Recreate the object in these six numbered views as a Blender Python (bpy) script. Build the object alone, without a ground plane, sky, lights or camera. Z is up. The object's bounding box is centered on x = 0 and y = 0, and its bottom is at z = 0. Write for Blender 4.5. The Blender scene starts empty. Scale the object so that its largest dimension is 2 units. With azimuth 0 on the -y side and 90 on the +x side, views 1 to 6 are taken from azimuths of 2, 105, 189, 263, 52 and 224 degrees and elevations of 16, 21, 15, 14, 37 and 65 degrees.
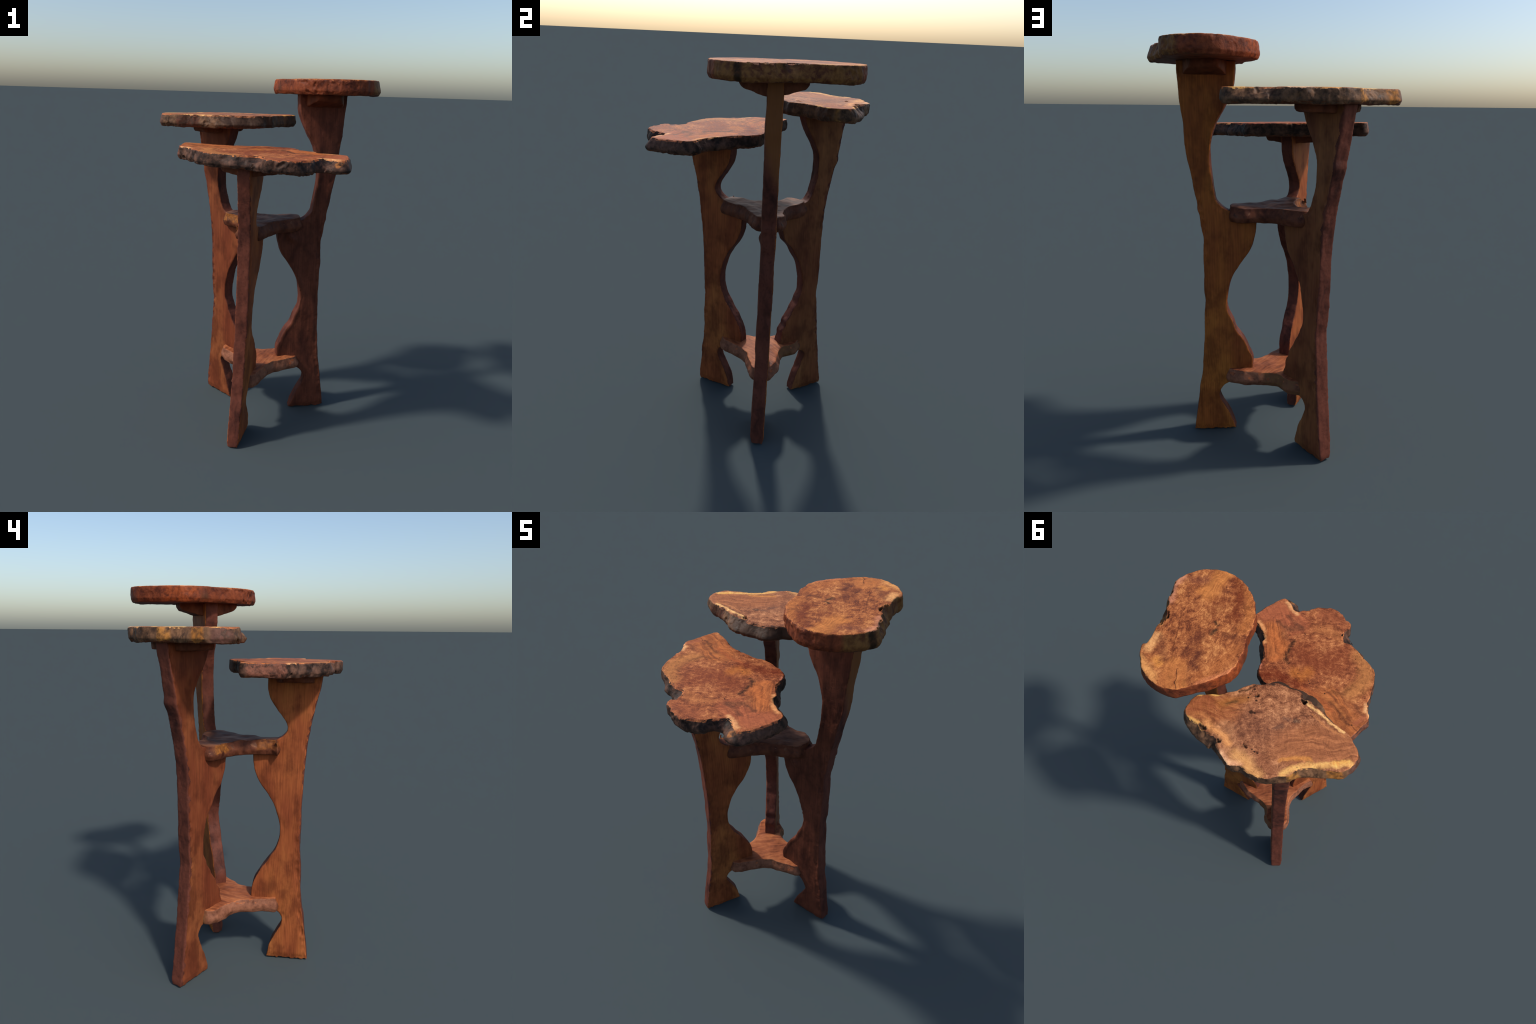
# Three-tier live-edge plant stand: three burl slabs, each on its own carved
# plank leg, the legs joined by two three-armed shelves.
import bpy, bmesh, math
import numpy as np
from mathutils import Vector
from mathutils.kdtree import KDTree

RNG = np.random.default_rng(7)

# --------------------------------------------------------------------------
# numeric helpers
# --------------------------------------------------------------------------
_P = np.random.default_rng(11).permutation(256)
_P = np.concatenate([_P, _P, _P])
_G = np.random.default_rng(12).normal(size=(256, 3))
_G /= np.linalg.norm(_G, axis=1)[:, None]


def perlin(p):
    """Gradient noise of an (n,3) array, about -1..1."""
    p = np.asarray(p, float)
    i = np.floor(p).astype(int)
    f = p - i
    i &= 255
    w = f * f * f * (f * (f * 6 - 15) + 10)
    out = 0.0
    for dx in (0, 1):
        for dy in (0, 1):
            for dz in (0, 1):
                h = _P[_P[_P[(i[:, 0] + dx) & 255] + ((i[:, 1] + dy) & 255)] + ((i[:, 2] + dz) & 255)]
                d = f - np.array([dx, dy, dz])
                g = (_G[h] * d).sum(1)
                k = (w[:, 0] if dx else 1 - w[:, 0]) * (w[:, 1] if dy else 1 - w[:, 1]) * (w[:, 2] if dz else 1 - w[:, 2])
                out = out + g * k
    return out * 1.6


def fbm(p, octaves=3, seed=0.0):
    a, s, f = 1.0, 0.0, 1.0
    for o in range(octaves):
        s = s + a * perlin(np.asarray(p) * f + seed + 17.3 * o)
        a *= 0.5
        f *= 2.05
    return s


def smooth(e0, e1, x):
    t = np.clip((x - e0) / (e1 - e0), 0, 1)
    return t * t * (3 - 2 * t)


def spline(points, n, closed=True):
    """Centripetal-ish Catmull-Rom through control points, n even samples."""
    P = np.asarray(points, float)
    m = len(P)
    seg = []
    rng = range(m if closed else m - 1)
    for k in rng:
        if closed:
            a, b, c, d = P[(k - 1) % m], P[k], P[(k + 1) % m], P[(k + 2) % m]
        else:
            a, b, c, d = P[max(k - 1, 0)], P[k], P[k + 1], P[min(k + 2, m - 1)]
        t = np.linspace(0, 1, 24, endpoint=False)[:, None]
        m1, m2 = (c - a) * 0.42, (d - b) * 0.42
        lim = np.linalg.norm((c - b)[:2])
        for mm in (m1, m2):
            q = np.linalg.norm(mm[:2])
            if q > lim * 1.1:
                mm *= lim * 1.1 / q
        seg.append((2 * t**3 - 3 * t**2 + 1) * b + (t**3 - 2 * t**2 + t) * m1 + (-2 * t**3 + 3 * t**2) * c + (t**3 - t**2) * m2)
    if not closed:
        seg.append(P[-1:])
    Q = np.concatenate(seg)
    L = np.concatenate([Q, Q[:1]]) if closed else Q
    s = np.concatenate([[0], np.cumsum(np.linalg.norm(np.diff(L[:, :2], axis=0), axis=1))])
    u = np.linspace(0, s[-1], n, endpoint=not closed)
    return np.stack([np.interp(u, s, L[:, j]) for j in range(L.shape[1])], 1)


def outward(poly):
    """Unit outward normals of a closed 2D polygon (either winding)."""
    d = np.roll(poly, -1, 0) - np.roll(poly, 1, 0)
    n = np.stack([d[:, 1], -d[:, 0]], 1)
    n /= np.linalg.norm(n, axis=1)[:, None] + 1e-12
    area = 0.5 * (poly[:, 0] * np.roll(poly[:, 1], -1) - np.roll(poly[:, 0], -1) * poly[:, 1]).sum()
    return n if area > 0 else -n


def signed_dist(P, poly):
    """Distance of 2D points to a closed polygon, positive inside
    (nearest densely sampled rim point; the sign from its normal)."""
    L = np.concatenate([poly, poly[:1]])
    s = np.concatenate([[0], np.cumsum(np.linalg.norm(np.diff(L, axis=0), axis=1))])
    u = np.linspace(0, s[-1], int(s[-1] / 0.0012), endpoint=False)
    D = np.stack([np.interp(u, s, L[:, 0]), np.interp(u, s, L[:, 1])], 1)
    N = outward(D)
    tree = KDTree(len(D))
    for i, (x, y) in enumerate(D.tolist()):
        tree.insert((x, y, 0.0), i)
    tree.balance()
    idx = np.array([tree.find((x, y, 0.0))[1] for x, y in P.tolist()])
    v = P - D[idx]
    return np.linalg.norm(v, axis=1) * np.where((v * N[idx]).sum(1) > 0, -1.0, 1.0)


def srgb(r, g, b):
    """Seen colour (0-255) to a base colour."""
    f = lambda v: max(0.0, (v / 255 / 12.92 if v < 10.3 else ((v / 255 + 0.055) / 1.055) ** 2.4) - 0.003)
    return (f(r), f(g), f(b))


# --------------------------------------------------------------------------
# mesh helpers
# --------------------------------------------------------------------------
def mesh_from_rings(rings, name):
    """Close a stack of equal-length rings with two n-gon caps."""
    n = len(rings[0])
    v = np.concatenate(rings)
    f = []
    for k in range(len(rings) - 1):
        a, b = k * n, (k + 1) * n
        for i in range(n):
            j = (i + 1) % n
            f.append((a + i, a + j, b + j, b + i))
    f.append(tuple(range(n - 1, -1, -1)))
    f.append(tuple(range((len(rings) - 1) * n, len(rings) * n)))
    me = bpy.data.meshes.new(name)
    me.from_pydata(v.tolist(), [], f)
    bm = bmesh.new()
    bm.from_mesh(me)
    bmesh.ops.triangulate(bm, faces=[q for q in bm.faces if len(q.verts) > 4])
    bmesh.ops.recalc_face_normals(bm, faces=bm.faces)
    bm.to_mesh(me)
    bm.free()
    return me


def solidify_voxels(me, voxel, relax=3, factor=0.5):
    """Even quad skin over a rough solid: voxel remesh, then relax."""
    ob = bpy.data.objects.new("helper", me)
    bpy.context.scene.collection.objects.link(ob)
    m = ob.modifiers.new("r", "REMESH")
    m.mode = "VOXEL"
    m.voxel_size = voxel
    if relax:
        s = ob.modifiers.new("s", "SMOOTH")
        s.factor = factor
        s.iterations = relax
    dg = bpy.context.evaluated_depsgraph_get()
    out = bpy.data.meshes.new_from_object(ob.evaluated_get(dg))
    bpy.data.objects.remove(ob)
    bpy.data.meshes.remove(me)
    return out


def get_co(me):
    a = np.empty(len(me.vertices) * 3)
    me.vertices.foreach_get("co", a)
    return a.reshape(-1, 3)


def get_no(me):
    a = np.empty(len(me.vertices) * 3)
    me.vertex_normals.foreach_get("vector", a)
    return a.reshape(-1, 3)


def set_co(me, co):
    me.vertices.foreach_set("co", np.asarray(co, np.float32).ravel())
    me.update()


def face_data(me):
    c = np.empty(len(me.polygons) * 3)
    n = np.empty(len(me.polygons) * 3)
    me.polygons.foreach_get("center", c)
    me.polygons.foreach_get("normal", n)
    return c.reshape(-1, 3), n.reshape(-1, 3)


def add(name, me, parent, mats, loc=(0, 0, 0), rotz=0.0, slots=None):
    me.name = name
    for m in mats:
        me.materials.append(m)
    if slots is not None:
        me.polygons.foreach_set("material_index", np.asarray(slots, np.int32))
    me.polygons.foreach_set("use_smooth", np.ones(len(me.polygons), bool))
    me.update()
    ob = bpy.data.objects.new(name, me)
    bpy.context.scene.collection.objects.link(ob)
    ob.parent = parent
    ob.location = loc
    ob.rotation_euler = (0, 0, rotz)
    return ob


# --------------------------------------------------------------------------
# node helpers
# --------------------------------------------------------------------------
class Nodes:
    def __init__(self, name):
        self.mat = bpy.data.materials.new(name)
        self.mat.use_nodes = True
        self.t = self.mat.node_tree
        self.bsdf = self.t.nodes["Principled BSDF"]
        self.coord = self.t.nodes.new("ShaderNodeTexCoord").outputs["Object"]

    def link(self, a, b):
        if hasattr(a, "is_output"):
            self.t.links.new(a, b)
        else:
            b.default_value = a

    def math(self, op, a, b=0.0, c=0.0, clamp=False):
        n = self.t.nodes.new("ShaderNodeMath")
        n.operation = op
        n.use_clamp = clamp
        for i, x in enumerate((a, b, c)):
            self.link(x, n.inputs[i])
        return n.outputs[0]

    def vmath(self, op, a, b=None, scale=None):
        n = self.t.nodes.new("ShaderNodeVectorMath")
        n.operation = op
        self.link(a, n.inputs[0])
        if b is not None:
            self.link(b, n.inputs[1])
        if scale is not None:
            self.link(scale, n.inputs["Scale"])
        return n.outputs["Value"] if op in ("LENGTH", "DOT_PRODUCT", "DISTANCE") else n.outputs[0]

    def mapping(self, vec, scale=(1, 1, 1), loc=(0, 0, 0), rot=(0, 0, 0)):
        n = self.t.nodes.new("ShaderNodeMapping")
        self.link(vec, n.inputs["Vector"])
        n.inputs["Location"].default_value = loc
        n.inputs["Rotation"].default_value = rot
        n.inputs["Scale"].default_value = scale
        return n.outputs[0]

    def noise(self, vec, scale, detail=4.0, rough=0.55, dist=0.0, color=False):
        n = self.t.nodes.new("ShaderNodeTexNoise")
        self.link(vec, n.inputs["Vector"])
        n.inputs["Scale"].default_value = scale
        n.inputs["Detail"].default_value = detail
        n.inputs["Roughness"].default_value = rough
        n.inputs["Distortion"].default_value = dist
        return n.outputs["Color" if color else "Fac"]

    def voronoi(self, vec, scale, feature="F1"):
        n = self.t.nodes.new("ShaderNodeTexVoronoi")
        n.feature = feature
        self.link(vec, n.inputs["Vector"])
        n.inputs["Scale"].default_value = scale
        return n.outputs["Distance"]

    def wave(self, vec, scale, dist=2.0, detail=2.0, dscale=1.0, axis="X"):
        n = self.t.nodes.new("ShaderNodeTexWave")
        n.bands_direction = axis
        self.link(vec, n.inputs["Vector"])
        n.inputs["Scale"].default_value = scale
        n.inputs["Distortion"].default_value = dist
        n.inputs["Detail"].default_value = detail
        n.inputs["Detail Scale"].default_value = dscale
        return n.outputs["Fac"]

    def range(self, x, a, b, lo=0.0, hi=1.0, soft=True):
        n = self.t.nodes.new("ShaderNodeMapRange")
        n.interpolation_type = "SMOOTHSTEP" if soft else "LINEAR"
        self.link(x, n.inputs["Value"])
        for k, v in (("From Min", a), ("From Max", b), ("To Min", lo), ("To Max", hi)):
            self.link(v, n.inputs[k])
        return n.outputs[0]

    def ramp(self, x, stops):
        n = self.t.nodes.new("ShaderNodeValToRGB")
        self.link(x, n.inputs[0])
        el = n.color_ramp.elements
        while len(el) < len(stops):
            el.new(0.5)
        for e, (p, c) in zip(el, stops):
            e.position = p
            e.color = (*c, 1)
        return n.outputs[0]

    def mix(self, f, a, b, mode="MIX"):
        n = self.t.nodes.new("ShaderNodeMix")
        n.data_type = "RGBA"
        n.blend_type = mode
        n.clamp_factor = True
        self.link(f, n.inputs[0])
        for x, s in ((a, n.inputs[6]), (b, n.inputs[7])):
            if isinstance(x, tuple) and len(x) == 3:
                x = (*x, 1)
            self.link(x, s)
        return n.outputs[2]

    def sep(self, vec):
        n = self.t.nodes.new("ShaderNodeSeparateXYZ")
        self.link(vec, n.inputs[0])
        return n.outputs

    def comb(self, x, y, z):
        n = self.t.nodes.new("ShaderNodeCombineXYZ")
        for i, q in enumerate((x, y, z)):
            self.link(q, n.inputs[i])
        return n.outputs[0]

    def capsule(self, vec, a, b):
        """Distance from vec to the line piece a-b (vec must be flattened)."""
        A, B = Vector((*a, 0)), Vector((*b, 0))
        d = B - A
        pa = self.vmath("SUBTRACT", vec, tuple(A))
        if d.length < 1e-6:
            return self.vmath("LENGTH", pa)
        t = self.math("MULTIPLY", self.vmath("DOT_PRODUCT", pa, tuple(d)), 1.0 / d.length_squared, clamp=True)
        return self.vmath("LENGTH", self.vmath("SUBTRACT", pa, self.vmath("SCALE", tuple(d), scale=t)))

    def path(self, vec, pts):
        """Distance to a polyline."""
        if len(pts) == 1:
            return self.capsule(vec, pts[0], pts[0])
        out = None
        for a, b in zip(pts[:-1], pts[1:]):
            d = self.capsule(vec, a, b)
            out = d if out is None else self.math("MINIMUM", out, d)
        return out

    def bump(self, h, strength, dist, normal=None):
        n = self.t.nodes.new("ShaderNodeBump")
        n.inputs["Strength"].default_value = strength
        n.inputs["Distance"].default_value = dist
        self.link(h, n.inputs["Height"])
        if normal is not None:
            self.link(normal, n.inputs["Normal"])
        return n.outputs[0]

    def finish(self, color, rough=0.5, normal=None, spec=0.35):
        self.link(color, self.bsdf.inputs["Base Color"])
        self.link(rough, self.bsdf.inputs["Roughness"])
        self.bsdf.inputs["Specular IOR Level"].default_value = spec
        if normal is not None:
            self.link(normal, self.bsdf.inputs["Normal"])
        return self.mat


# --------------------------------------------------------------------------
# materials
# --------------------------------------------------------------------------
def plank_face_material(name, tint_a, tint_b, tint_c):
    """Sawn plank face: fine vertical grain, broad warm and red drifts."""
    N = Nodes(name)
    P = N.coord
    wob = N.noise(N.mapping(P, (2.0, 2.0, 0.6)), 2.0, 2.0, color=True)
    Q = N.vmath("ADD", P, N.vmath("SCALE", wob, scale=0.02))
    drift = N.noise(N.mapping(P, (3.0, 3.0, 0.8)), 2.2, 4.0, 0.6)
    line = N.wave(N.mapping(Q, (1, 0.3, 0.012)), 85.0, 1.6, 2.0, 1.2)
    fine = N.noise(N.mapping(Q, (260, 260, 3.0)), 1.0, 3.0, 0.65)
    blot = N.noise(N.mapping(P, (1, 1, 0.6)), 11.0, 5.0, 0.62)
    col = N.ramp(drift, [(0.32, tint_a), (0.5, tint_b), (0.68, tint_c)])
    col = N.mix(N.range(blot, 0.42, 0.68, 0.0, 0.70), col, tuple(x * 0.55 for x in tint_a))
    g = N.math("MULTIPLY_ADD", line, 0.30, N.math("MULTIPLY", fine, 0.70))
    col = N.mix(0.75, col, N.ramp(g, [(0.28, (0.24, 0.22, 0.21)), (0.72, (0.76, 0.76, 0.74))]), "OVERLAY")
    nrm = N.bump(g, 0.25, 0.002)
    return N.finish(col, 0.62, nrm, 0.12)


def carved_edge_material(name, dark, light, grained=False, sawn=None):
    """Hand-worked live edge of a plank: deep red-brown with dull scrapes."""
    N = Nodes(name)
    P = N.coord
    a = N.noise(N.mapping(P, (1, 1, 0.45)), 22.0, 5.0, 0.62, 0.4)
    b = N.noise(N.mapping(P, (1, 1, 0.35)), 9.0, 3.0, 0.5)
    c = N.noise(P, 70.0, 4.0, 0.6)
    f = N.math("ADD", N.math("MULTIPLY", a, 0.6), N.math("MULTIPLY", b, 0.4))
    col = N.ramp(f, [(0.34, dark), (0.52, light), (0.68, tuple(x * 1.35 for x in light))])
    col = N.mix(N.range(c, 0.5, 0.75, 0, 0.4), col, tuple(x * 0.6 for x in dark))
    if sawn:      # the top of the edge is sawn clean; the cut runs out on a slant
        x, y, z = N.sep(P)
        k = N.math("MULTIPLY_ADD", y, 2.2, N.math("MULTIPLY_ADD", b, 0.25, z))
        k = N.math("MULTIPLY", N.range(k, 1.60, 1.86), N.range(x, 0.40, 0.43))
        col = N.mix(k, col, N.mix(N.noise(N.mapping(P, (160, 160, 3)), 1.0, 3.0), tuple(q * 0.7 for q in sawn), sawn))
    if grained:
        g = N.noise(N.mapping(P, (120, 120, 3.0)), 1.0, 3.0, 0.6)
        col = N.mix(0.6, col, N.ramp(g, [(0.3, (0.32, 0.31, 0.30)), (0.7, (0.70, 0.66, 0.62))]), "OVERLAY")
    nrm = N.bump(c, 0.3, 0.003)
    return N.finish(col, 0.62, nrm, 0.12)


def bark_material(name, dark, mid, pale, amount=0.5, patches=(), bump=0.4, above=None):
    """Dark, mottled live edge of a slab."""
    N = Nodes(name)
    P = N.coord
    Q = N.vmath("ADD", P, N.vmath("SCALE", N.noise(P, 14.0, 3.0, color=True), scale=0.035))
    a = N.noise(Q, 17.0, 6.0, 0.65)
    b = N.noise(Q, 48.0, 5.0, 0.62)
    f = N.math("MULTIPLY_ADD", a, 0.68, N.math("MULTIPLY", b, 0.32))
    o = 0.5 - amount * 0.3
    col = N.ramp(f, [(o - 0.08, dark), (o + 0.06, mid), (o + 0.24, pale)])
    flat = N.vmath("MULTIPLY", Q, (1, 1, 0))
    for pts, w, soft, c, k in patches:
        d = N.path(flat, pts)
        m = N.math("MULTIPLY", N.range(d, w, w + soft, 1, 0), N.range(N.math("MULTIPLY_ADD", a, 0.6, N.math("MULTIPLY", b, 0.4)), 0.38, 0.55, 0.15, 1.0))
        if above is not None:
            z = N.math("MULTIPLY_ADD", a, 0.04, N.sep(P)[2])
            m = N.math("MULTIPLY", m, N.range(z, above + 0.012, above + 0.026))
        col = N.mix(N.math("MULTIPLY", m, k), col, N.mix(N.range(b, 0.35, 0.7), tuple(x * 0.55 for x in c), c))
    nrm = N.bump(N.math("MULTIPLY_ADD", a, 0.45, N.math("MULTIPLY_ADD", b, 0.4, N.math("MULTIPLY", N.noise(P, 130.0, 3.0), 0.15))), bump * 1.5, 0.006)
    return N.finish(col, N.range(b, 0.3, 0.7, 0.5, 0.68), nrm, 0.12)


def shelf_material(name, dark, mid, pale):
    N = Nodes(name)
    P = N.coord
    W = N.vmath("ADD", P, N.vmath("SCALE", N.noise(P, 6.0, 3.0, color=True), scale=0.06))
    a = N.noise(N.mapping(P, (1, 1, 2.0)), 8.0, 5.0, 0.62, 0.3)
    b = N.noise(N.mapping(N.mapping(W, rot=(0, 0, 0.5)), (45, 5, 10)), 1.0, 4.0, 0.62, 0.3)
    f = N.math("MULTIPLY_ADD", a, 0.5, N.math("MULTIPLY", b, 0.5))
    col = N.ramp(f, [(0.38, dark), (0.5, mid), (0.64, pale)])
    nrm = N.bump(f, 0.2, 0.003)
    return N.finish(col, 0.6, nrm, 0.12)


def slab_top_material(name, base, flow, marks, fleck, grain, pins=(), heart=(0, 0), oval=(1, 1)):
    """Polished burl: mottled heart, flowing grain, pale sapwood, dark marks.
    base   three ramp colours of the heart
    flow   [(polyline, half width, grain angle, strength, dark, light)]
    marks  [(kind, polyline, half width, soft edge, colour, strength)]
    grain  angle of the faint fibre over the whole heart"""
    N = Nodes(name)
    P = N.coord
    flat = N.vmath("MULTIPLY", P, (1, 1, 0))
    w1 = N.noise(flat, 7.0, 2.0, 0.5, color=True)
    w2 = N.noise(flat, 34.0, 4.0, 0.6, color=True)
    half = (0.5, 0.5, 0.5)
    d1 = N.vmath("SUBTRACT", w1, half)
    d2 = N.vmath("SUBTRACT", w2, half)
    W = N.vmath("ADD", flat, N.vmath("ADD", N.vmath("SCALE", d1, scale=0.035), N.vmath("SCALE", d2, scale=0.030)))
    W = N.vmath("MULTIPLY", W, (1, 1, 0))
    W2 = N.vmath("MULTIPLY", N.vmath("ADD", flat, N.vmath("SCALE", d2, scale=0.014)), (1, 1, 0))
    F = N.vmath("MULTIPLY", N.vmath("ADD", flat, N.vmath("ADD", N.vmath("SCALE", d1, scale=0.12), N.vmath("SCALE", d2, scale=0.008))), (1, 1, 0))
    big = N.noise(flat, 6.0, 5.0, 0.65, 0.4)
    med = N.noise(flat, 34.0, 5.0, 0.70, 0.35)
    sml = N.noise(N.mapping(flat, (1, 1, 1)), 170.0, 3.0, 0.75)
    fib = N.noise(N.mapping(N.mapping(F, rot=(0, 0, -grain)), (9.0, 110.0, 1)), 1.0, 4.0, 0.65, 0.3)
    f = N.math("ADD", N.math("MULTIPLY", big, 0.32), N.math("ADD", N.math("MULTIPLY", med, 0.34), N.math("ADD", N.math("MULTIPLY", sml, 0.22), N.math("MULTIPLY", fib, 0.12))))
    col = N.ramp(f, [(0.38, tuple(x * 0.66 for x in base[0])), (0.445, base[0]), (0.51, base[1]), (0.60, base[2])])
    for pts, w, ang, k, ca, cb in flow:
        g = N.mapping(F, (1, 1, 1), rot=(0, 0, -ang))
        st = N.noise(N.mapping(g, (4.0, 75.0, 1)), 1.0, 6.0, 0.62, 0.5)
        m = N.range(N.path(W, pts), w * 0.5, w * 1.2, 1, 0)
        col = N.mix(N.math("MULTIPLY", m, k), col, N.ramp(st, [(0.36, ca), (0.64, cb)]))
    tex = N.math("ADD", N.math("MULTIPLY", med, 0.45), N.math("ADD", N.math("MULTIPLY", sml, 0.30), N.math("MULTIPLY", fib, 0.25)))
    for kind, pts, w, soft, c, k in marks:
        d = N.path(W, pts)
        m = N.range(d, max(w - soft * 0.6, 0.0), w + soft * 1.3, 1, 0)
        m = N.math("MULTIPLY", m, N.range(tex, 0.36, 0.52, 0.62, 1.0) if kind == "sap" else N.range(tex, 0.44, 0.62, 1.0, 0.55))
        col = N.mix(N.math("MULTIPLY", m, k), col, c)
    ring = N.vmath("LENGTH", N.vmath("MULTIPLY", N.vmath("SUBTRACT", F, (*heart, 0)), (*oval, 0)))
    ring = N.noise(N.comb(N.math("MULTIPLY", ring, 95.0), 0.0, 0.0), 1.0, 3.0, 0.6)
    col = N.mix(0.55, col, N.ramp(ring, [(0.34, (0.36, 0.34, 0.32)), (0.62, (0.60, 0.60, 0.60))]), "OVERLAY")
    if pins:
        d = None
        for x, y, w in pins:
            e = N.math("MULTIPLY", N.vmath("DISTANCE", W2, (x, y, 0)), 1.0 / w)
            d = e if d is None else N.math("MINIMUM", d, e)
        col = N.mix(N.range(d, 0.5, 1.3, 0.92, 0), col, srgb(44, 28, 22))
    col = N.mix(0.66, col, N.ramp(tex, [(0.38, (0.31, 0.29, 0.28)), (0.62, (0.66, 0.66, 0.66))]), "OVERLAY")
    v = N.noise(N.mapping(flat, (1, 1, 1)), 85.0, 3.0, 0.7, 1.2)
    col = N.mix(N.math("MULTIPLY", N.range(v, 0.60, 0.74), fleck), col, (0.05, 0.018, 0.010))
    nrm = N.bump(f, 0.10, 0.003)
    return N.finish(col, N.range(med, 0.3, 0.7, 0.62, 0.74), nrm, 0.14)


# --------------------------------------------------------------------------
# measurements
# --------------------------------------------------------------------------
CENTRE = (-0.025, 0.08)

# Leg planks: direction they point, sideways start and lean, half thickness,
# then the outer and inner edge of the plank as (height, distance) pairs.
LEGS = {
    "tall": dict(
        dir=(0.98, 0.19), shift=0.009, lean=0.0105, half=0.0375, trim=0.005, taper=(-0.010, 0.015),
        outer=[(1.925, .478), (1.83, .474), (1.77, .469), (1.70, .464), (1.64, .455), (1.577, .452), (1.515, .449), (1.475, .442),
               (1.425, .429), (1.36, .419), (1.32, .414), (1.255, .400), (1.22, .399), (1.195, .389), (1.12, .381), (1.085, .373),
               (1.03, .376), (.965, .377), (.90, .373), (.82, .377), (.755, .373), (.70, .378), (.625, .379), (.54, .382),
               (.46, .388), (.34, .398), (.28, .409), (.19, .421), (.115, .431), (.035, .442), (0, .443)],
        inner=[(0, .217), (.035, .222), (.07, .234), (.105, .249), (.145, .270), (.185, .293), (.215, .298), (.245, .286), (.272, .262),
               (.29, .225), (.30, .19), (.315, .14), (.35, .122), (.42, .119), (.47, .138), (.50, .148), (.545, .172), (.585, .205),
               (.63, .220), (.68, .243), (.708, .250), (.745, .252), (.783, .247), (.84, .235), (.888, .214), (.944, .18),
               (.995, .143), (1.046, .120), (1.10, .106), (1.14, .100), (1.19, .10), (1.21, .18), (1.222, .241), (1.243, .272),
               (1.27, .298), (1.303, .305), (1.365, .313), (1.41, .319), (1.46, .322), (1.505, .322), (1.547, .318), (1.588, .308),
               (1.638, .290), (1.675, .270), (1.73, .238), (1.80, .208), (1.86, .198), (1.925, .195)]),
    "low": dict(
        dir=(-0.24, -0.97), shift=0.005, lean=0.028, half=0.0355, trim=0.001, taper=(0, 0.005),
        outer=[(1.578, .500), (1.51, .489), (1.46, .477), (1.405, .463), (1.365, .455), (1.325, .446), (1.25, .432), (1.17, .424),
               (1.13, .421), (1.05, .414), (.96, .410), (.88, .405), (.80, .405), (.73, .402), (.675, .401), (.58, .407),
               (.51, .409), (.43, .411), (.36, .417), (.30, .421), (.265, .428), (.195, .437), (.118, .446), (.055, .453), (0, .457)],
        inner=[(0, .228), (.045, .236), (.085, .244), (.115, .257), (.16, .282), (.2, .304), (.238, .313), (.262, .306), (.28, .290),
               (.295, .25), (.305, .19), (.34, .145), (.385, .141), (.43, .147), (.475, .161), (.525, .189), (.585, .233), (.635, .265),
               (.68, .281), (.72, .290), (.767, .292), (.81, .284), (.87, .264), (.93, .234), (.985, .193), (1.045, .162),
               (1.10, .147), (1.154, .142), (1.19, .142), (1.212, .2), (1.235, .262), (1.252, .292), (1.27, .312), (1.29, .321),
               (1.32, .315), (1.347, .300), (1.38, .274), (1.42, .246), (1.452, .229), (1.5, .219), (1.578, .219)]),
    "mid": dict(
        dir=(-0.72, 0.70), shift=0.0105, lean=0.018, half=0.0385, trim=-0.004, taper=(0, 0.009),
        outer=[(1.735, .468), (1.665, .454), (1.60, .441), (1.55, .432), (1.49, .420), (1.46, .418), (1.43, .409), (1.395, .398),
               (1.34, .387), (1.265, .370), (1.2, .360), (1.16, .354), (1.09, .348), (.98, .347), (.90, .346), (.82, .343),
               (.79, .341), (.715, .341), (.66, .333), (.63, .336), (.56, .345), (.46, .354), (.36, .362), (.265, .373),
               (.2, .382), (.13, .391), (.06, .402), (0, .410)],
        inner=[(0, .192), (.058, .210), (.115, .228), (.15, .245), (.194, .263), (.239, .279), (.264, .275), (.287, .243), (.297, .2),
               (.31, .12), (.34, .09), (.37, .092), (.41, .108), (.44, .108), (.48, .133), (.5, .135), (.55, .170), (.585, .190),
               (.61, .206), (.64, .214), (.674, .232), (.705, .238), (.76, .236), (.81, .226), (.87, .207), (.93, .172),
               (.975, .145), (1.02, .105), (1.06, .09), (1.10, .075), (1.14, .067), (1.19, .067), (1.212, .15), (1.232, .236),
               (1.25, .255), (1.277, .272), (1.31, .281), (1.355, .293), (1.4, .300), (1.455, .301), (1.505, .294), (1.555, .267),
               (1.61, .235), (1.65, .213), (1.69, .198), (1.735, .185)]),
}

# Slab rims: (x, y, how far the underside flares beyond the rim).
RIM_TALL = [(.590, .060, .012), (.573, .006, .008), (.544, -.040, .004), (.508, -.072, .002), (.466, -.096, .004), (.410, -.111, .006),
            (.349, -.109, .004), (.295, -.092, .0), (.247, -.067, .0), (.196, -.025, .004), (.156, .018, .004), (.135, .060, .004),
            (.116, .105, .004), (.090, .134, .006), (.068, .170, .006), (.052, .212, .010), (.039, .243, .008), (.038, .290, .008),
            (.048, .335, .004), (.064, .380, .004), (.088, .428, .0), (.119, .488, .0), (.140, .513, .004), (.170, .536, .0),
            (.200, .548, -.002), (.235, .553, .0), (.275, .549, .006), (.326, .535, .006), (.372, .506, .006), (.405, .479, .004),
            (.420, .452, .002), (.408, .436, .012), (.420, .404, .014), (.436, .372, .008), (.450, .340, .016), (.450, .312, .024),
            (.455, .292, .038), (.468, .266, .044), (.497, .247, .026), (.510, .222, .026), (.541, .196, .018), (.552, .165, .026),
            (.570, .143, .022), (.592, .112, .016)]
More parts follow.
